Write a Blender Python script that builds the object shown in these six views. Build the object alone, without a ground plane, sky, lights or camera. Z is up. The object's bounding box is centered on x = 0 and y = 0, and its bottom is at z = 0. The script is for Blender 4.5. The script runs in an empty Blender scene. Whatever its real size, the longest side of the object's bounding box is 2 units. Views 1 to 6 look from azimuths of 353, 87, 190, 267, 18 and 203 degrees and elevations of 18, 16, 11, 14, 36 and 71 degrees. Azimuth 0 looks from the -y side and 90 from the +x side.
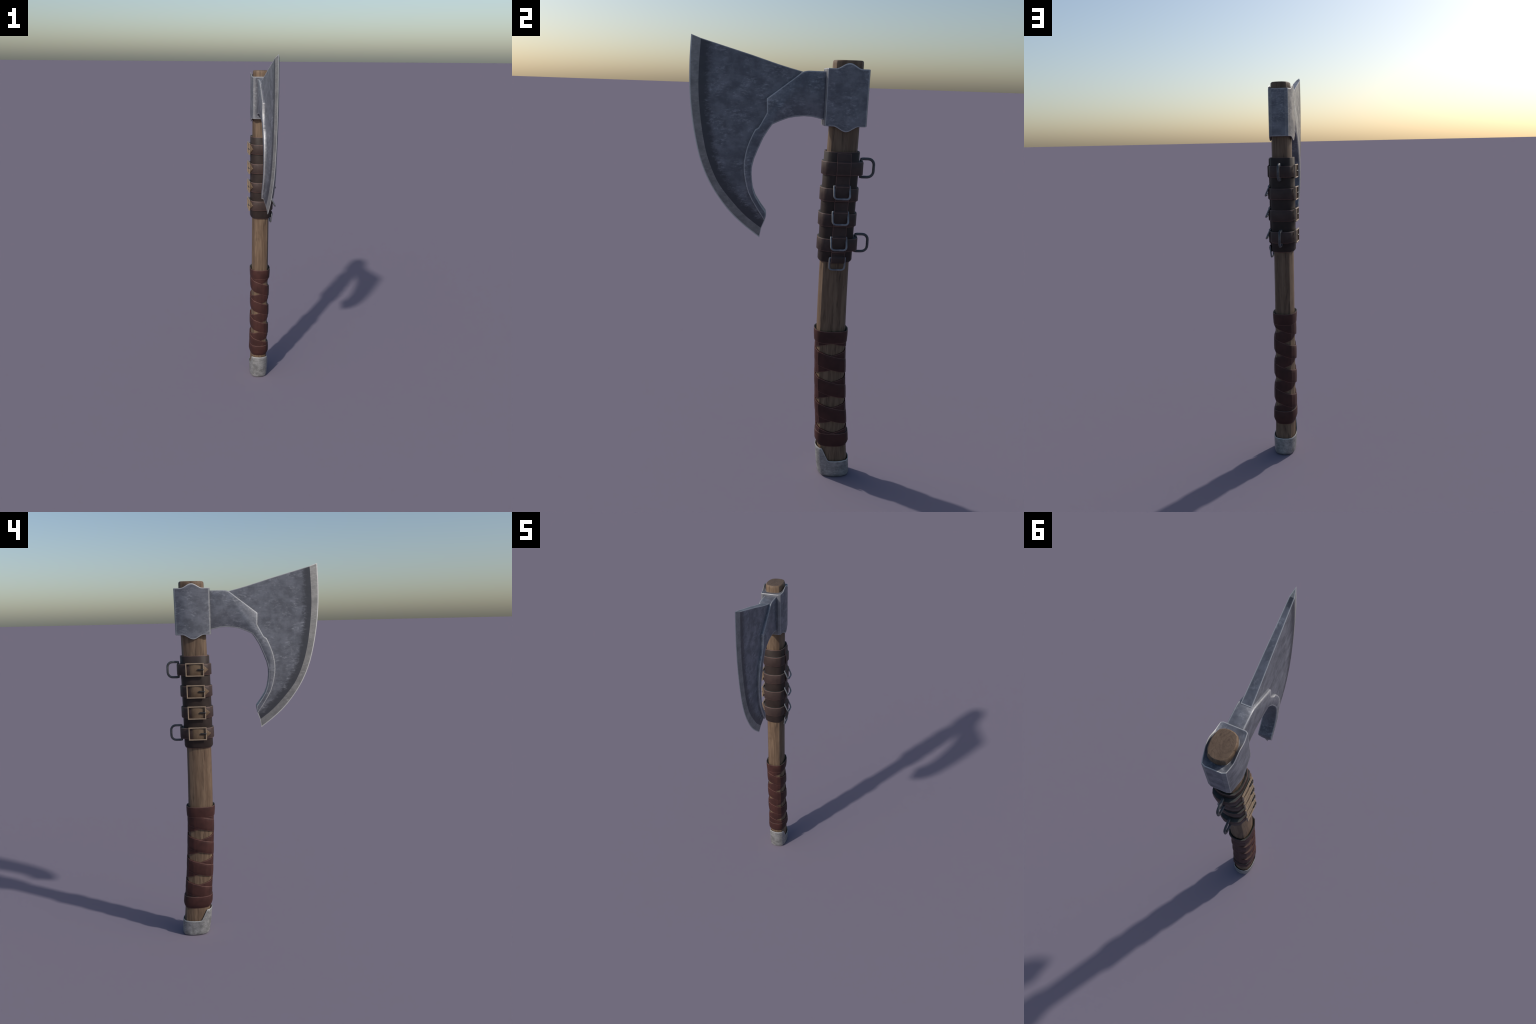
"""Bearded war axe: steel head on a curved oak haft, leather sleeve with four buckled
belts and hanging rings, red leather grip wrap and a steel butt cap.
Frame: metres, z up, the blade points to -y, the haft axis lies near x = X0, y = 0.25."""
import bpy, bmesh, math
from math import sin, cos, pi, atan2, sqrt

X0 = -0.0080                      # plane of symmetry of the axe head
XH = -0.0070                      # axis of the haft

# ------------------------------------------------------------------ small maths
def lerp_table(tab, t):
    """piecewise linear lookup in [(t, v), ...] sorted by t"""
    if t <= tab[0][0]:
        return tab[0][1]
    for (t0, v0), (t1, v1) in zip(tab, tab[1:]):
        if t <= t1:
            return v0 + (v1 - v0) * (t - t0) / (t1 - t0)
    return tab[-1][1]

def smooth(t):
    t = max(0.0, min(1.0, t))
    return t * t * (3 - 2 * t)

def resample(pts, n):
    """n points evenly spaced by length along a polyline"""
    d = [0.0]
    for p, q in zip(pts, pts[1:]):
        d.append(d[-1] + math.dist(p, q))
    out = []
    for i in range(n):
        s = d[-1] * i / (n - 1)
        for k in range(len(pts) - 1):
            if s <= d[k + 1] + 1e-12:
                f = (s - d[k]) / (d[k + 1] - d[k])
                out.append(tuple(a + (b - a) * f for a, b in zip(pts[k], pts[k + 1])))
                break
    return out

def catmull(pts, per):
    """smooth curve through control points"""
    P = [tuple(2 * a - b for a, b in zip(pts[0], pts[1]))] + list(pts) + \
        [tuple(2 * a - b for a, b in zip(pts[-1], pts[-2]))]
    out = []
    for i in range(1, len(P) - 2):
        for k in range(per):
            t = k / per
            out.append(tuple(0.5 * (2 * b + (c - a) * t + (2 * a - 5 * b + 4 * c - d) * t * t
                             + (3 * b - a - 3 * c + d) * t ** 3)
                             for a, b, c, d in zip(P[i - 1], P[i], P[i + 1], P[i + 2])))
    out.append(tuple(pts[-1]))
    return out

# ------------------------------------------------------------------ haft geometry rules
SPINE = [(0.0, .3055), (.05, .2985), (.1, .2930), (.2, .2845), (.3, .2755), (.38, .2680), (.5, .2600),
         (.6, .2545), (.7, .2505), (.78, .2485), (.9, .2460), (1.05, .2445), (1.3, .2445), (1.5, .2468),
         (1.62, .2485), (1.92, .2500)]
HALF_Y = [(0.0, .0722), (.1, .0712), (.3, .0692), (.5, .0677), (.78, .0662), (1.05, .0647), (1.6, .0648), (1.92, .0634)]
HALF_X = [(0.0, .0513), (.3, .0498), (.8, .0485), (1.6, .0488), (1.92, .0474)]
# one quarter of the faceted oval section, unit half widths
QUARTER = [(1.0, .20), (.955, .46), (.75, .815), (.41, .955), (.0, 1.0)]

def section(sub=1):
    """closed unit outline, counter-clockwise from +x; sub = pieces per facet"""
    q = QUARTER
    ring = list(q) + [(-x, y) for x, y in q[-2::-1]]
    ring = ring + [(-x, -y) for x, y in ring]
    ring = [p for i, p in enumerate(ring) if i == 0 or math.dist(p, ring[i - 1]) > 1e-6]
    if math.dist(ring[0], ring[-1]) < 1e-6:
        ring.pop()
    out = []
    n = len(ring)
    for i in range(n):
        a, b = ring[i], ring[(i + 1) % n]
        for k in range(sub):
            f = k / sub
            out.append((a[0] + (b[0] - a[0]) * f, a[1] + (b[1] - a[1]) * f))
    return out

def section_x(v):
    """unit half width in x at unit height v of the oval section"""
    v = abs(v)
    q = [(0.0, 1.0)] + [(y, x) for x, y in QUARTER]
    return lerp_table(q, v)

def haft_point(ux, uy, z, off=0.0, offx=None):
    """point on the haft surface, moved out by off"""
    ox = off if offx is None else offx
    return (XH + ux * (lerp_table(HALF_X, z) + ox),
            lerp_table(SPINE, z) + uy * (lerp_table(HALF_Y, z) + off), z)

# ------------------------------------------------------------------ materials
def new_mat(name):
    m = bpy.data.materials.new(name)
    m.use_nodes = True
    nt = m.node_tree
    return m, nt, nt.nodes["Principled BSDF"]

class G:
    """tiny node-graph helper"""
    def __init__(self, nt):
        self.nt = nt
        self.co = nt.nodes.new("ShaderNodeTexCoord").outputs["Object"]
    def n(self, kind, **kw):
        nd = self.nt.nodes.new(kind)
        for k, v in kw.items():
            setattr(nd, k, v)
        return nd
    def put(self, sock, v):
        if hasattr(v, "is_output"):
            self.nt.links.new(v, sock)
        else:
            sock.default_value = v
    def mapping(self, scale, loc=(0, 0, 0), rot=(0, 0, 0), src=None):
        m = self.n("ShaderNodeMapping")
        self.put(m.inputs["Vector"], src or self.co)
        m.inputs["Scale"].default_value = scale
        m.inputs["Location"].default_value = loc
        m.inputs["Rotation"].default_value = rot
        return m.outputs[0]
    def noise(self, vec, scale, detail=4, rough=.55, dist=0.0):
        t = self.n("ShaderNodeTexNoise")
        self.put(t.inputs["Vector"], vec)
        t.inputs["Scale"].default_value = scale
        t.inputs["Detail"].default_value = detail
        t.inputs["Roughness"].default_value = rough
        t.inputs["Distortion"].default_value = dist
        return t.outputs["Fac"]
    def math(self, op, a, b=0.0, clamp=False):
        m = self.n("ShaderNodeMath", operation=op, use_clamp=clamp)
        self.put(m.inputs[0], a)
        self.put(m.inputs[1], b)
        return m.outputs[0]
    def step(self, v, lo, hi, a=0.0, b=1.0):
        m = self.n("ShaderNodeMapRange", interpolation_type="SMOOTHSTEP")
        self.put(m.inputs["Value"], v)
        for nm, x in (("From Min", lo), ("From Max", hi), ("To Min", a), ("To Max", b)):
            self.put(m.inputs[nm], x)
        return m.outputs[0]
    def mix(self, f, a, b, mode="MIX"):
        m = self.n("ShaderNodeMix", data_type="RGBA", blend_type=mode)
        self.put(m.inputs[0], f)
        for s, v in ((m.inputs[6], a), (m.inputs[7], b)):
            self.put(s, v if hasattr(v, "is_output") else (*v, 1.0))
        return m.outputs[2]
    def bump(self, h, strength, dist):
        b = self.n("ShaderNodeBump")
        b.inputs["Strength"].default_value = strength
        b.inputs["Distance"].default_value = dist
        self.put(b.inputs["Height"], h)
        return b.outputs[0]
    def edge(self, radius):
        """1 where the surface turns within radius, 0 on flats"""
        bv = self.n("ShaderNodeBevel", samples=8)
        bv.inputs["Radius"].default_value = radius
        geo = self.n("ShaderNodeNewGeometry")
        d = self.n("ShaderNodeVectorMath", operation="DOT_PRODUCT")
        self.put(d.inputs[0], bv.outputs[0])
        self.put(d.inputs[1], geo.outputs["True Normal"])
        return self.math("SUBTRACT", 1.0, d.outputs["Value"], clamp=True)

def steel(name, dark, mid, light, edge_col, radius=.006, band=False, metal=.25, rough=.45, grain=1.0, edge_amt=1.0):
    """forged steel: cloudy mottling, fine pale scuffs, bright worn arrises"""
    m, nt, bsdf = new_mat(name)
    g = G(nt)
    cloud = g.noise(g.mapping((1, 1, 1.3)), 17 * grain, 6, .65)
    col = g.mix(g.step(cloud, .34, .68), dark, mid)
    scuff = g.noise(g.mapping((1, .8, 2.0), rot=(.35, 0, 0)), 60 * grain, 7, .72)
    streak = g.noise(g.mapping((1, .22, 1), rot=(.12, 0, 0)), 46 * grain, 5, .6)
    patch = g.noise(g.co, 17 * grain, 3, .6)
    col = g.mix(g.step(streak, .52, .75, 0, .55), col, dark)
    col = g.mix(g.math("MULTIPLY", g.step(scuff, .46, .70), g.step(patch, .42, .62, .05, .85)), col, light)
    if band:
        # unpolished dark scale that follows the ground bevel of the cutting edge
        sep = g.n("ShaderNodeSeparateXYZ")
        g.put(sep.inputs[0], g.co)
        fc = g.n("ShaderNodeFloatCurve")
        cv = fc.mapping.curves[0]
        pts = [((z - 1.2) / .8, (y + .4) / .4) for y, z in BEVEL[::-1]]
        cv.points[0].location = pts[0]
        cv.points[1].location = pts[-1]
        for p in pts[1:-1]:
            cv.points.new(*p)
        fc.mapping.update()
        zz = g.math("DIVIDE", g.math("SUBTRACT", sep.outputs["Z"], 1.2), .8)
        g.put(fc.inputs["Value"], zz)
        dy = g.math("SUBTRACT", g.math("DIVIDE", g.math("ADD", sep.outputs["Y"], .4), .4), fc.outputs[0])
        # horizontal distance shrinks to the true one where the edge runs slanting
        slant = g.step(sep.outputs["Z"], 1.2, 1.62, .62, 1.0)
        dist = g.math("MULTIPLY", g.math("MULTIPLY", dy, .4), slant)
        dist = g.math("ADD", dist, g.math("MULTIPLY", g.math("SUBTRACT", scuff, .5), .07))
        dist = g.math("ADD", dist, g.math("MULTIPLY", g.math("SUBTRACT", patch, .5), .03))
        col = g.mix(g.step(dist, .020, .052, .92, 0.0), col, tuple(c * .48 for c in dark))
    e = g.edge(radius)
    chip = g.noise(g.co, 120, 4, .7)
    e = g.step(g.math("ADD", e, g.math("MULTIPLY", g.math("SUBTRACT", chip, .5), .07)), .012, .10)
    col = g.mix(g.math("MULTIPLY", e, edge_amt), col, edge_col)
    nt.links.new(col, bsdf.inputs["Base Color"])
    bsdf.inputs["Metallic"].default_value = metal
    g.put(bsdf.inputs["Roughness"], g.step(cloud, .3, .7, rough + .08, rough - .05))
    nt.links.new(g.bump(g.math("ADD", scuff, g.math("MULTIPLY", cloud, .6)), .22, .002), bsdf.inputs["Normal"])
    return m

def leather(name, base, var, rough=.55, edge_col=None, radius=.004):
    m, nt, bsdf = new_mat(name)
    g = G(nt)
    info = g.n("ShaderNodeObjectInfo")
    off = g.n("ShaderNodeVectorMath", operation="ADD")
    g.put(off.inputs[0], g.co)
    g.put(off.inputs[1], info.outputs["Location"])
    v = off.outputs[0]
    cloud = g.noise(v, 16, 4, .6)
    fine = g.noise(v, 160, 4, .65)
    col = g.mix(g.step(cloud, .33, .7), base, var)
    col = g.mix(g.step(fine, .5, .8, 0, .35), col, tuple(c * .6 for c in base))
    if edge_col:
        e = g.step(g.math("ADD", g.edge(radius), g.math("MULTIPLY", g.math("SUBTRACT", fine, .5), .06)), .03, .22)
        col = g.mix(e, col, edge_col)
    nt.links.new(col, bsdf.inputs["Base Color"])
    bsdf.inputs["Roughness"].default_value = rough
    bsdf.inputs["Specular IOR Level"].default_value = .22
    nt.links.new(g.bump(fine, .18, .001), bsdf.inputs["Normal"])
    return m

def oak(name, dark, mid, light, end_grain=False):
    m, nt, bsdf = new_mat(name)
    g = G(nt)
    sc = (1, 1, .055) if not end_grain else (1, .45, 1)
    warp = g.noise(g.mapping((1, 1, .3)), 9, 3, .6)
    wv = g.n("ShaderNodeVectorMath", operation="ADD")
    g.put(wv.inputs[0], g.mapping(sc))
    sh = g.n("ShaderNodeCombineXYZ")
    w = g.math("MULTIPLY", g.math("SUBTRACT", warp, .5), .035)
    g.put(sh.inputs[0], w)
    g.put(sh.inputs[1], w)
    g.put(wv.inputs[1], sh.outputs[0])
    v = wv.outputs[0]
    grain = g.noise(v, 55, 4, .6, .25)
    fibre = g.noise(g.mapping((1, 1, .03)), 260, 4, .7)
    cloud = g.noise(g.mapping((1, 1, .35)), 12, 3, .6)
    col = g.mix(g.step(grain, .34, .64), mid, light)
    col = g.mix(g.step(g.noise(v, 130, 4, .6, .2), .54, .66, 0, .6), col, dark)
    col = g.mix(g.step(fibre, .5, .8, 0, .45), col, dark)
    col = g.mix(g.step(cloud, .45, .75, 0, .4), col, dark)
    if end_grain:
        ring = g.n("ShaderNodeTexWave", wave_type="RINGS", rings_direction="Z")
        g.put(ring.inputs["Vector"], g.mapping((1, .62, 1), loc=(.022, -.145, 0)))
        for k, val in (("Scale", 30), ("Distortion", 7), ("Detail", 2), ("Detail Scale", 1.2)):
            ring.inputs[k].default_value = val
        col = g.mix(g.step(ring.outputs["Fac"], .80, .97, 0, .38), col, dark)
    nt.links.new(col, bsdf.inputs["Base Color"])
    bsdf.inputs["Roughness"].default_value = .62
    bsdf.inputs["Specular IOR Level"].default_value = .3
    nt.links.new(g.bump(g.math("ADD", grain, fibre), .25, .0015), bsdf.inputs["Normal"])
    return m

# outline of the axe head in the (y, z) plane -------------------------------------------------
EDGE = catmull([(-.3875, 2.0), (-.3942, 1.900), (-.3947, 1.790), (-.3868, 1.690), (-.3708, 1.588), (-.3448, 1.4865),
                (-.3000, 1.3886), (-.2325, 1.2938), (-.1675, 1.2302), (-.0918, 1.1717)], 4)
BEVEL = [(-.3480, 1.9840), (-.3552, 1.885), (-.3575, 1.790), (-.3493, 1.683), (-.3350, 1.585), (-.3135, 1.501),
         (-.2738, 1.410), (-.2140, 1.332), (-.1520, 1.267), (-.0850, 1.2155)]

STEEL = steel("forged_steel", (.098, .103, .122), (.165, .172, .200), (.29, .30, .33), (.55, .55, .55), radius=.0085)
BLADE_STEEL = steel("blade_steel", (.098, .103, .122), (.165, .172, .200), (.29, .30, .33), (.50, .50, .50), band=True, radius=.0085)
PALE_STEEL = steel("pale_corner_steel", (.15, .155, .17), (.215, .222, .24), (.30, .305, .32), (.5, .5, .5), radius=.005)
BEVEL_STEEL = steel("ground_edge_steel", (.17, .17, .17), (.245, .243, .24), (.31, .31, .305), (.52, .52, .51), radius=.007)
CAP_STEEL = steel("pale_cap_steel", (.17, .17, .168), (.31, .31, .305), (.42, .42, .41), (.48, .48, .47), grain=1.8, metal=.35)
HANGING_STEEL = steel("hanging_ring_steel", (.12, .125, .14), (.20, .21, .23), (.3, .31, .33), (.3, .31, .33), edge_amt=.3)  # ring steel lightened to paint in the highlights seen on these rings
RING_STEEL = steel("ring_steel", (.042, .045, .050), (.075, .079, .086), (.14, .145, .155), (.14, .145, .155), edge_amt=.3)
BRONZE = steel("buckle_bronze", (.22, .158, .108), (.29, .215, .150), (.33, .25, .18), (.42, .33, .24), radius=.003, metal=.2, grain=2)
STRAP_TAN = leather("tan_strap_leather", (.095, .062, .038), (.150, .102, .064), .5)
PRONG_IRON = steel("prong_iron", (.014, .0145, .016), (.022, .023, .026), (.03, .031, .034), (.03, .031, .034))
DARK_LEATHER = leather("dark_brown_leather", (.023, .0160, .0142), (.035, .0240, .0208), .55)
BELT_LEATHER = leather("belt_leather", (.040, .0265, .0240), (.056, .0365, .0325), .5)
CUT_EDGE = leather("grey_cut_leather", (.045, .047, .046), (.075, .077, .073), .7)
BELT_EDGE = leather("worn_belt_edge", (.11, .060, .052), (.165, .094, .080), .55)
RED_LEATHER = leather("red_brown_leather", (.039, .0158, .0138), (.058, .0225, .0190), .55)
RED_EDGE = leather("worn_red_edge", (.10, .047, .040), (.145, .072, .060), .55)
OAK = oak("oak_wood", (.042, .026, .0175), (.112, .071, .045), (.176, .119, .077))
OAK_END = oak("oak_end_grain", (.062, .039, .026), (.105, .068, .045), (.135, .090, .060), True)

# ------------------------------------------------------------------ mesh helpers
COLL = bpy.context.scene.collection

def mesh_obj(name, verts, faces, mats, parent=None, loc=(0, 0, 0), mat_idx=None, angle=30, bevel=0.0, segs=2):
    me = bpy.data.meshes.new(name)
    me.from_pydata(verts, [], faces)
    for m in (mats if isinstance(mats, (list, tuple)) else [mats]):
        me.materials.append(m)
    if mat_idx:
        for p, i in zip(me.polygons, mat_idx):
            p.material_index = i
    bm = bmesh.new()
    bm.from_mesh(me)
    bmesh.ops.remove_doubles(bm, verts=bm.verts, dist=1e-6)
    bmesh.ops.recalc_face_normals(bm, faces=bm.faces)
    if bevel > 0:
        es = [e for e in bm.edges if len(e.link_faces) == 2 and e.calc_face_angle() > math.radians(angle)]
        bmesh.ops.bevel(bm, geom=es, offset=bevel, segments=segs, profile=.5, affect="EDGES", clamp_overlap=True)
    bm.normal_update()
    for f in bm.faces:
        f.smooth = True
    for e in bm.edges:
        e.smooth = not (len(e.link_faces) == 2 and e.calc_face_angle() > math.radians(angle))
    bm.to_mesh(me)
    bm.free()
    ob = bpy.data.objects.new(name, me)
    COLL.objects.link(ob)
    place(ob, parent, loc)
    return ob

def place(ob, parent, loc=(0, 0, 0)):
    ob.parent = parent
    ob.location = loc

def repeat(ob, name, parent, loc):
    c = ob.copy()                                  # shares mesh data
    c.name = name
    COLL.objects.link(c)
    place(c, parent, loc)
    return c

def loft(rings, close_start=True, close_end=True, wrap=False):
    """quads between equal closed rings; optional caps or wrap-around"""
    n = len(rings[0])
    verts = [p for r in rings for p in r]
    faces = []
    m = len(rings)
    for i in range(m if wrap else m - 1):
        a, b = i * n, ((i + 1) % m) * n
        for k in range(n):
            k2 = (k + 1) % n
            faces.append((a + k, a + k2, b + k2, b + k))
    if not wrap:
        if close_start:
            faces.append(tuple(range(n - 1, -1, -1)))
        if close_end:
            faces.append(tuple((m - 1) * n + k for k in range(n)))
    return verts, faces

def tube(path, radius, closed=True, sides=8, flat=(1.0, 1.0)):
    """round bar along a path of 3D points"""
    from mathutils import Vector
    P = [Vector(p) for p in path]
    n = len(P)
    # plane normal of the (planar) path
    nrm = Vector((0, 0, 0))
    for i in range(n):
        nrm += (P[i] - P[0]).cross(P[(i + 1) % n] - P[0])
    nrm.normalize()
    rings = []
    for i in range(n):
        if closed:
            t = P[(i + 1) % n] - P[i - 1]
        else:
            t = P[min(i + 1, n - 1)] - P[max(i - 1, 0)]
        t.normalize()
        s = t.cross(nrm).normalized()
        rings.append([tuple(P[i] + s * cos(2 * pi * k / sides) * radius * flat[0]
                            + nrm * sin(2 * pi * k / sides) * radius * flat[1]) for k in range(sides)])
    return loft(rings, not closed, not closed, wrap=closed)

# ------------------------------------------------------------------ the thing
axe = bpy.data.objects.new("battle_axe", None)
COLL.objects.link(axe)
axe["label"] = "bearded steel war axe with leather-wrapped oak haft"
axe["category"] = "axe"

# ---- haft
def build_haft():
    sec = section(1)
    zs = [.012 + i * (1.905 - .012) / 60 for i in range(61)]
    rings = [[haft_point(x, y, z) for x, y in sec] for z in zs]
    for z, o in ((1.9150, -.0006), (1.9185, -.0022), (1.9208, -.0052)):     # eased top edge
        rings.append([haft_point(x, y, z, o) for x, y in sec])
    v, f = loft(rings)
    idx = [0] * len(f)
    idx[-1] = 1
    mesh_obj("haft", v, f, [OAK, OAK_END], axe, mat_idx=idx, angle=31)
build_haft()

# ---- axe head: socket, cheek plate, blade
def wave(y):
    """ogee lobe in the middle of the socket's rims"""
    t = (y - .2475) / .054
    if abs(t) >= 1:
        return 0.0
    return .0215 * (0.5 + 0.5 * cos(pi * t)) ** 0.9

def build_socket():
    side = []
    for k in range(25):                       # bowed flank from front to back corner
        y = .1630 + k * (.3310 - .1630) / 24
        d = y - .2475
        side.append((.0604 - (.0130 * (d / .0835) ** 2 if d > 0 else .0070 * (d / .0845) ** 2), y))
    side.append((.0330, .3375))               # back chamfer
    plan = side + [(-x, y) for x, y in side[::-1]]
    plan.insert(0, (.0435, .1575))
    plan.append((-.0435, .1575))
    def is_corner(p, q):
        """chamfer faces of the four upright corners, in paler steel"""
        (x0, y0), (x1, y1) = p, q
        if x0 * x1 < 0:
            return False
        lo, hi = min(y0, y1), max(y0, y1)
        return hi < .1635 or lo > .3305
    def ring(z, up, k=1.0, sink=0.0, lobe=1.0):
        out = []
        for x, y in plan:
            yy = .2475 + (y - .2475) * k
            out.append((X0 + x * k, yy, z + up * (wave(y) * lobe if abs(x) > .03 else 0) - up * sink))
        return out
    def hole(z, up):
        # ends just inside the haft's own outline
        hx, hy, cy = lerp_table(HALF_X, z), lerp_table(HALF_Y, z), lerp_table(SPINE, z)
        out = []
        for x, y in plan:
            lobe = wave(y) if abs(x) > .03 else 0
            lo, hi = 0.0, 1.0
            for _ in range(30):
                k = (lo + hi) / 2
                u, w = x * k / hx, (y - cy) * k / hy
                inside = abs(w) < 1 and abs(u) < section_x(w)
                lo, hi = (k, hi) if inside else (lo, k)
            k = lo * .97
            out.append((X0 + x * k, cy + (y - cy) * k, z + up * .45 * lobe))
        return out
    rings = [hole(1.6620, -1), ring(1.660, -1, .95, -.0005), ring(1.660, -1, .985), ring(1.662, -1, 1.0),
             ring(1.8855, 1, 1.0), ring(1.8875, 1, .985), ring(1.8872, 1, .955, .0008, .93), hole(1.8840, 1)]
    v, f = loft(rings, False, False, wrap=True)
    n = len(plan)
    worn = {k for k in range(n) if 0 <= k < n and is_corner(plan[k], plan[(k + 1) % n])}
    idx = [1 if (k in worn and 2 <= i <= 4) else 0 for i in range(len(rings)) for k in range(n)]
    mesh_obj("head_socket", v, f, [STEEL, PALE_STEEL], axe, mat_idx=idx, angle=24)
build_socket()

CHEEK_OUT = [(.170, 1.8752), (.0860, 1.8752), (.0745, 1.8735), (.0600, 1.8685), (-.0800, 1.7620), (-.0772, 1.7050),
             (-.0925, 1.6765), (-.1095, 1.6450), (-.1240, 1.6365), (-.1360, 1.6120), (-.1475, 1.5845), (-.1560, 1.5600), (-.1625, 1.5320),
             (-.1665, 1.5050), (-.1672, 1.4820), (-.1655, 1.4560), (-.1612, 1.4300), (-.1545, 1.4000), (-.1445, 1.3700),
             (-.1310, 1.3430), (-.1150, 1.3165), (-.0960, 1.2870), (-.0730, 1.2536)]
CHEEK_IN = [(-.0668, 1.2740), (-.0665, 1.2905), (-.0920, 1.3245), (-.1130, 1.3585), (-.1240, 1.3880), (-.1300, 1.4200),
            (-.1330, 1.4500), (-.1325, 1.4800), (-.1250, 1.5140), (-.1100, 1.5530), (-.0885, 1.6030), (-.0680, 1.6370), (-.0530, 1.6585),
            (-.0250, 1.6720), (.0120, 1.6862), (.0400, 1.6920), (.0750, 1.6958), (.1060, 1.6945), (.1300, 1.6900), (.1520, 1.6850), (.170, 1.680)]

def build_cheek():
    h = .0333
    out = CHEEK_OUT + CHEEK_IN
    n = len(out)
    v = [(X0 - h, y, z) for y, z in out] + [(X0 + h, y, z) for y, z in out]
    f = [(i, (i + 1) % n, n + (i + 1) % n, n + i) for i in range(n)]
    f += [tuple(range(n - 1, -1, -1)), tuple(range(n, 2 * n))]
    mesh_obj("cheek_plate", v, f, STEEL, axe, angle=32, bevel=.0022, segs=2)
build_cheek()

def build_blade():
    rows = 40
    edge = resample(EDGE, rows)
    bev = resample(catmull(BEVEL, 4), rows)
    root = resample(catmull([(.0640, 1.8700), (-.02, 1.77), (-.072, 1.69), (-.110, 1.615), (-.140, 1.55), (-.1500, 1.49), (-.1450, 1.42), (-.1250, 1.36), (-.0930, 1.30),
                             (-.0694, 1.2575)], 4), rows)
    cols = 8
    verts, faces, idx = [], [], []
    def half(j, i):
        r = .0218 + .0014 * smooth((i / rows - .25) / .4)
        return .0105 + (r - .0105) * (1 - j / cols)
    for s in (-1, 1):
        for i in range(rows):
            for j in range(cols + 1):
                t = j / cols
                y = root[i][0] + (bev[i][0] - root[i][0]) * t
                z = root[i][1] + (bev[i][1] - root[i][1]) * t
                if i == 0:      # top line sags a little next to the cheek
                    z += .0012 - (.0022 * sin(pi * min(1, t * 2.2)) if t < .45 else 0)
                verts.append((X0 + s * half(j, i), y, z))
    W = cols + 1
    base = len(verts)
    verts += [(X0, y, z) for y, z in edge]
    for sidx in range(2):
        o = sidx * rows * W
        for i in range(rows - 1):
            for j in range(cols):
                a = o + i * W + j
                faces.append((a, a + 1, a + W + 1, a + W))
                idx.append(0)
            a = o + i * W + cols
            faces.append((a, base + i, base + i + 1, a + W))
            idx.append(1)
    o = rows * W
    for i in (0, rows - 1):                       # top and bottom end faces
        for j in range(cols):
            a = i * W + j
            faces.append((a, a + 1, o + a + 1, o + a))
            idx.append(0)
        a = i * W + cols
        faces.append((a, base + i, o + a))
        idx.append(1)
    for i in range(rows - 1):                     # root side, hidden in the cheek plate
        a = i * W
        faces.append((a, a + W, o + a + W, o + a))
        idx.append(0)
    mesh_obj("blade", verts, faces, [BLADE_STEEL, BEVEL_STEEL], axe, mat_idx=idx, angle=12)
build_blade()

# ---- butt cap
def build_cap():
    zc = .095
    cy, hy, hx = .2925, .0812, .0590
    # outline heights: high tongue to the front, low rim behind
    TOP = [(.0, .1525), (.2375, .1525), (.2395, .1505), (.2625, .0960), (.2665, .0905), (.274, .0885), (.36, .0885), (.40, .0905)]
    us = [-1.0, -.985, -.965, -.92, -.86, -.80, -.74, -.70, -.665, -.63, -.50, -.37, -.335, -.25, -.1, .05, .2, .35, .46, .6, .7, .8, .88, .94, .98, 1.0]
    def half_x(u):
        # rounder than the haft: shoulders eased
        return section_x(u) * (1 - .0 * u)
    loop = [(half_x(u), u) for u in us] + [(-half_x(u), u) for u in us[-2:0:-1]]
    lean = lambda z: cy + (z - zc) * -.126 if z < zc else lerp_table(SPINE, z)
    def ring(t, kx, ky, drop=0.0):
        out = []
        for x, u in loop:
            top = lerp_table(TOP, cy + u * hy) - drop
            z = .012 + (top - .012) * t
            out.append((XH + .0008 + x * hx * kx, lean(z) + u * hy * ky, z))
        return out
    def flat(z, kx, ky):
        return [(XH + .0008 + x * hx * kx, lean(z) + u * hy * ky, z) for x, u in loop]
    rings = [flat(.0, .80, .82), flat(.0015, .875, .895), flat(.0055, .915, .935), flat(.012, .935, .955)]
    for k in range(1, 7):
        t = k / 7
        rings.append(ring(t, .935 + .065 * t, .955 + .045 * t))
    rings += [ring(1, .995, .995, .001), ring(1, .985, .988), ring(1, .955, .965), ring(1, .94, .955, .001), ring(.25, .88, .90)]
    v, f = loft(rings, True, True)
    mesh_obj("butt_cap", v, f, CAP_STEEL, axe, angle=40)
build_cap()

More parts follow.
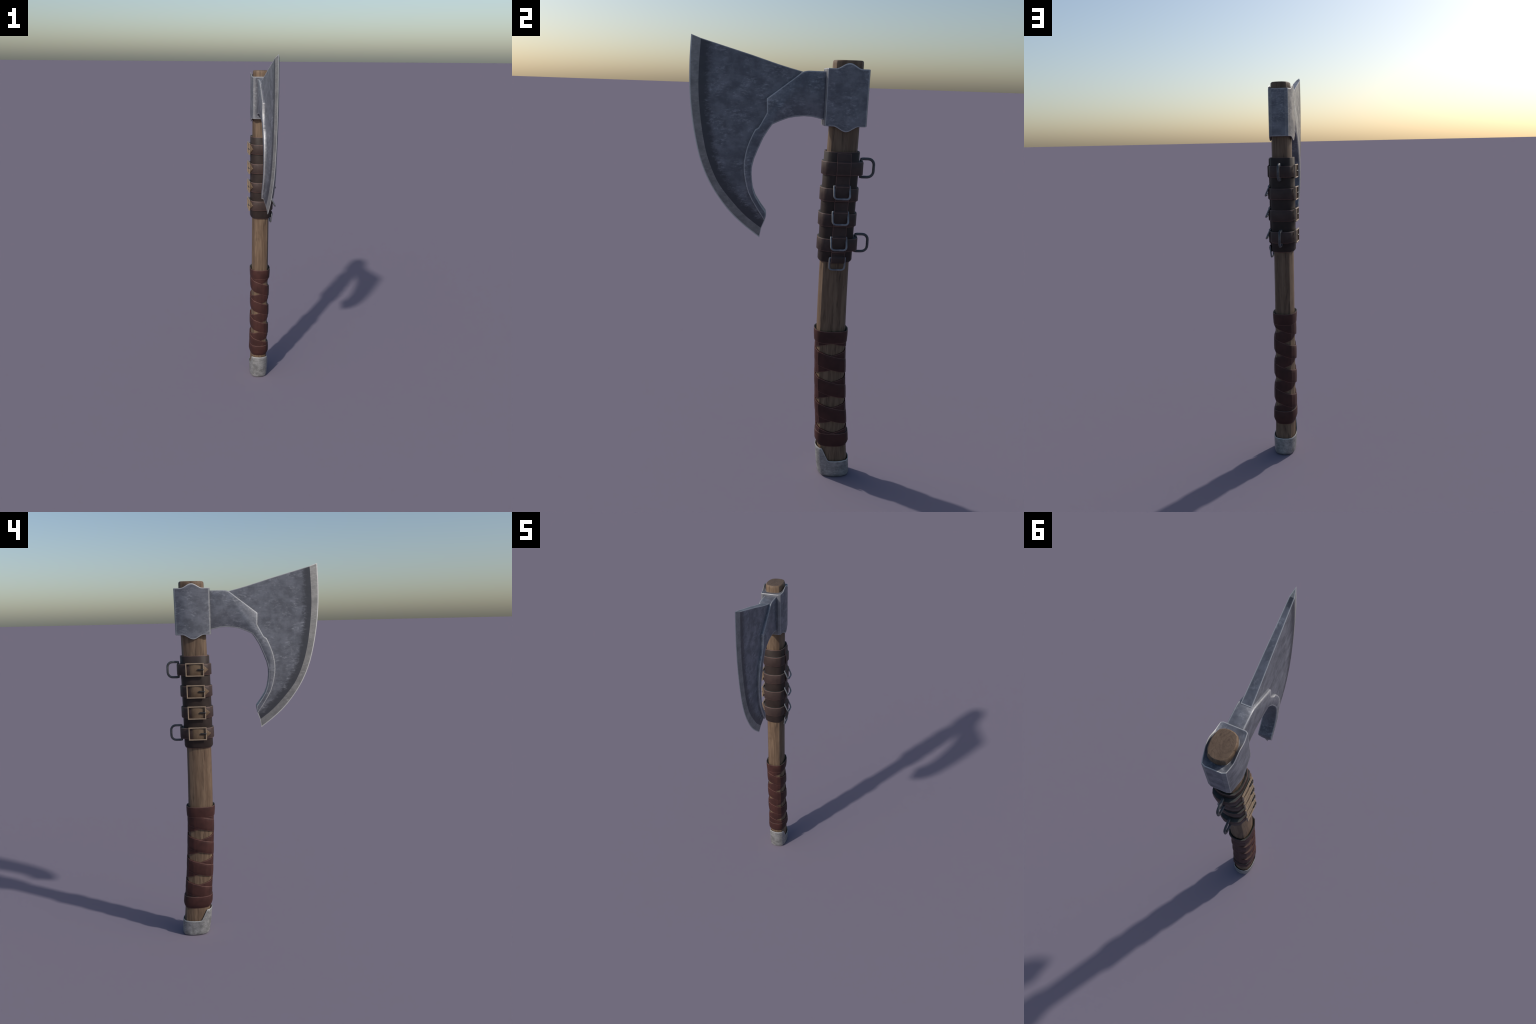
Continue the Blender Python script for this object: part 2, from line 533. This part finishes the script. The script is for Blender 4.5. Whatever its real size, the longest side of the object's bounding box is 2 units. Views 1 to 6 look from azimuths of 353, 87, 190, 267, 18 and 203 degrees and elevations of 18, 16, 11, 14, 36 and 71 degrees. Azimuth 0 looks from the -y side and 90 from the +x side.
# ---- grip: two crossing ribbons between two collars
grip = bpy.data.objects.new("grip_wrap", None)
COLL.objects.link(grip)
grip.parent = axe
PITCH = .1315
def build_ribbon(sense, width, lift_side, lift_end):
    sec = section(4)
    ang = sorted((atan2(y, x) % (2 * pi), x, y) for x, y in sec)
    rows = []
    z_mid = .600                                  # centre line where it crosses the +x side
    for turn in range(-5, 6):
        for a, x, y in ang:
            phi = turn + a / (2 * pi)
            z = z_mid - sense * PITCH * phi
            if .196 < z < .742:
                rows.append((phi, z, x, y))
    rows.sort()
    prof = [(-.5, -.001), (-.5, .80), (-.468, .93), (-.25, 1.0), (0, 1.03), (.25, 1.0), (.468, .93), (.5, .80), (.5, -.001)]
    verts, faces, idx = [], [], []
    n = len(prof)
    for phi, z, x, y in rows:
        c = abs(cos(2 * pi * phi))
        lift = lift_end + (lift_side - lift_end) * c ** 1.5
        for w, h in prof:
            zz = min(.742, max(.185, z + w * width))
            verts.append(haft_point(x, y, zz, lift * h if h > 0 else -.002))
    for i in range(len(rows) - 1):
        for k in range(n - 1):
            faces.append((i * n + k, (i + 1) * n + k, (i + 1) * n + k + 1, i * n + k + 1))
            idx.append(1 if k in (1, n - 3) else 0)
    idx += [0, 0]
    faces.append(tuple(range(n)))
    faces.append(tuple((len(rows) - 1) * n + k for k in range(n)))
    mesh_obj("grip_ribbon", verts, faces, [RED_LEATHER, RED_EDGE], grip, mat_idx=idx, angle=35)
build_ribbon(+1, .0700, .0088, .0062)
build_ribbon(-1, .0700, .0052, .0052)

def row_mats(n_rows, per_row, edge_rows, cut_rows=()):
    """material 1 on the worn edge rows of a lofted band, 2 on its raw cut rows, 0 elsewhere"""
    return [1 if r in edge_rows else 2 if r in cut_rows else 0 for r in range(n_rows) for _ in range(per_row)]

def build_collar(rows, edge_rows, cut_rows, name="grip_collar"):
    sec = section(2)
    rings = [[haft_point(x, y, z, o, ox) for x, y in sec] for z, o, ox in rows]
    v, f = loft(rings, False, False, wrap=True)
    mesh_obj(name, v, f, [RED_LEATHER, RED_EDGE, CUT_EDGE], grip, mat_idx=row_mats(len(rows), len(sec), edge_rows, cut_rows), angle=38)
build_collar([(.742, -.001, -.001), (.7515, .0045, .0048), (.7550, .0085, .0090), (.7555, .0110, .0115), (.753, .0116, .0122), (.730, .0112, .0118),
              (.6990, .0090, .0098), (.6965, .0085, .0093), (.6965, -.001, -.001)], (3, 6), (0, 1, 2))
build_collar([(.2360, -.001, -.001), (.2360, .0090, .0085), (.2335, .0098, .0092), (.215, .0108, .0102), (.188, .0108, .0102), (.178, .0075, .0070), (.1665, .0022, .0022),
              (.1645, .0012, .0012), (.1645, -.001, -.001)], (1, 6), (0,))

# ---- leather sleeve under the belts
def build_sleeve():
    sec = section(2)
    o, ox = .0106, .0122
    rows = [(1.5480, -.001, -.001), (1.5535, o - .0075, ox - .008), (1.5560, o - .004, ox - .004), (1.5568, o - .0012, ox - .0012), (1.5550, o, ox),
            (1.40, o, ox), (1.25, o, ox), (1.088, o, ox), (1.0812, o - .0030, ox - .0035), (1.0785, o - .0052, ox - .006), (1.0785, -.001, -.001)]
    rings = [[haft_point(x, y, z, a, b) for x, y in sec] for z, a, b in rows]
    v, f = loft(rings, False, False, wrap=True)
    return mesh_obj("leather_sleeve", v, f, [DARK_LEATHER, BELT_EDGE, CUT_EDGE], axe, mat_idx=row_mats(len(rows), len(sec), (3, 8), (0, 1, 2)), angle=38)
build_sleeve()

BELT_Z = [1.4873, 1.3762, 1.2673, 1.1580]
BELT_Y = [.2466, .2455, .2448, .2448]

def belt_mesh(bulge):
    sec = section(3)
    hy, hx = .0834, .0672
    def ring(z, d):
        out = []
        for x, y in sec:
            b = bulge * smooth((y - .45) / .5)
            out.append((x * (hx + d), y * (hy + d) + (b if d > -.005 else 0), z))
        return out
    h = .0277
    return loft([ring(-h, -.009), ring(-h, -.0012), ring(-h + .0021, 0), ring(h - .0021, 0), ring(h, -.0012), ring(h, -.009)], False, False, wrap=True)

def rounded_rect_path(w0, w1, h, r, seg=5):
    """closed path in (a, b): a from w0 to w1, b from -h to h; the corners at w1 are round"""
    pts = [(w0, -h), (w0, h)]
    for k in range(seg + 1):
        t = pi / 2 * (1 - k / seg)
        pts.append((w1 - r + r * cos(t), h - r + r * sin(t)))
    for k in range(seg + 1):
        t = -pi / 2 * k / seg
        pts.append((w1 - r + r * cos(t), -h + r + r * sin(t)))
    return pts

def fine_path(pts, step=.006):
    out = []
    n = len(pts)
    for i in range(n):
        a, b = pts[i], pts[(i + 1) % n]
        k = max(1, int(math.dist(a, b) / step))
        for j in range(k):
            out.append(tuple(p + (q - p) * j / k for p, q in zip(a, b)))
    return out

def frame_mesh():
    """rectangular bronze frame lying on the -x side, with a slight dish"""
    y0, y1, hz, w = -.0460, .0475, .0337, .0054
    xo, xi = -.0742, -.0662
    outer = [(y0, -hz), (y1, -hz), (y1, hz), (y0, hz)]
    inner = [(y0 + w, -hz + w), (y1 - w, -hz + w), (y1 - w, hz - w), (y0 + w, hz - w)]
    rings = [[(xi, *p) for p in outer], [(xo, *p) for p in outer], [(xo, *p) for p in inner], [(xi, *p) for p in inner]]
    return loft(rings, False, False, wrap=True)

def strap_end_mesh():
    """tan strap: arches up inside the frame, dives under its bar and ends in a point"""
    prof = [(.0400, -.0560), (.0335, -.0610), (.0285, -.0655), (.0200, -.0690), (.0100, -.0704), (.0, -.0708), (-.0100, -.0704), (-.0200, -.0692),
            (-.0290, -.0672), (-.0360, -.0665), (-.0430, -.0655), (-.0490, -.0648), (-.0560, -.0620), (-.0620, -.0588), (-.0680, -.0548)]
    rings = []
    for y, x in prof:
        hz = .0272 if y > -.0365 else max(.0004, .0182 * (y + .0680) / .0200)
        rings.append([(x + .0050, y, -hz), (x + .0008, y, -hz), (x, y, -hz * .92), (x, y, hz * .92), (x + .0008, y, hz), (x + .0050, y, hz)])
    return loft(rings)

def prong_mesh():
    rings = []
    for y, x, r in [(-.0465, -.0715, .0026), (-.0440, -.0724, .0036), (-.0400, -.0727, .0040), (-.0300, -.0727, .0038), (-.0220, -.0727, .0046), (-.0170, -.0727, .0040), (-.0095, -.0730, .0006)]:
        rings.append([(x + r * .9 * cos(2 * pi * k / 8), y, r * sin(2 * pi * k / 8)) for k in range(8)])
    return loft(rings)

def side_ring_mesh():
    p = rounded_rect_path(.0870, .1420, .0388, .025)
    return tube(fine_path([(-.0025, a, b) for a, b in p]), .0061, sides=8)

plain, looped = belt_mesh(0.0), belt_mesh(.0115)
first = {}
def part(kind, data, mat, parent, loc, **kw):
    key = (kind, id(data))
    if key in first:
        return repeat(first[key], kind, parent, loc)
    first[key] = mesh_obj(kind, *data, mat, parent, loc, **kw)
    return first[key]

fr, se, pr, sr = frame_mesh(), strap_end_mesh(), prong_mesh(), side_ring_mesh()
for i, (z, y) in enumerate(zip(BELT_Z, BELT_Y)):
    belt = part("belt", looped if i in (0, 3) else plain, [BELT_LEATHER, BELT_EDGE, CUT_EDGE], axe, (XH - .0008, y, z), mat_idx=row_mats(6, len(section(3)), (1, 3), (0, 4)), angle=38)
    part("buckle_frame", fr, BRONZE, belt, (0, 0, 0), bevel=.0009, segs=1)
    part("strap_end", se, STRAP_TAN, belt, (0, 0, 0), angle=40)
    part("buckle_prong", pr, PRONG_IRON, belt, (0, 0, 0), angle=50)
    if i in (0, 3):
        part("ring", sr, RING_STEEL, belt, (0, 0, -.001), angle=60)

# ---- vertical hanger strip on the +x side, stepping over the belts, with four rings
def build_hanger():
    xs, xb = .0562, .0634                        # strip surface on the sleeve, over a belt
    prof = [(1.5520, xs - .001), (1.5500, xs), (1.5200, xs + .0005), (1.5145, xb - .0004), (1.5121, xb), (1.4645, xb), (1.4621, xb - .0004), (1.4550, xs)]
    for zt, zb in ((1.4190, 1.3440), (1.3085, 1.2355), (1.1970, 1.1200)):
        prof += [(zt + .004, xs), (zt - .0045, xb), (zt - .0069, xb + .0005), (zb + .0095, xb), (zb + .0071, xb - .0004), (zb, xs)]
    prof += [(1.1140, xs), (1.1100, xs + .0055), (1.1000, xs + .0085), (1.0870, xs + .0065), (1.0790, xs + .0010), (1.0775, xs - .002)]
    yc, w, t = .2490, .0298, .0050
    rings = []
    for z, x in prof:
        rings.append([(x - t, yc - w, z), (x - .0008, yc - w, z), (x, yc - w + .0020, z), (x, yc + w - .0020, z), (x - .0008, yc + w, z), (x - t, yc + w, z)])
    v, f = loft(rings)
    n = len(prof) - 1
    # worn: both long edges; pale lines: folds where the strip climbs over something
    idx = [1 if k in (1, 3) else (1 if k == 2 and abs(prof[i][0] - prof[i + 1][0]) < .0025 else 0) for i in range(n) for k in range(6)] + [0, 0]
    ob = mesh_obj("hanger_strip", v, f, [BELT_LEATHER, BELT_EDGE], axe, mat_idx=idx, angle=38)
    # hanging rings: local a runs down, b runs along y
    p = rounded_rect_path(0.0, .0560, .0332, .014)
    ring = None
    for z, x, tilt in ((1.4150, .0550, 25.5), (1.3055, .0550, 25.5), (1.1945, .0550, 25.5), (1.1040, .0580, -5.0)):
        if ring is None:
            vv, ff = tube(fine_path([(0.0, b, -a) for a, b in p]), .0042, sides=8)
            ring = mesh_obj("hanging_ring", vv, ff, HANGING_STEEL, ob, (x, .2470, z), angle=60)
            o = ring
        else:
            o = repeat(ring, "hanging_ring", ob, (x, .2470, z))
        o.rotation_euler = (0, math.radians(-tilt), 0)
build_hanger()
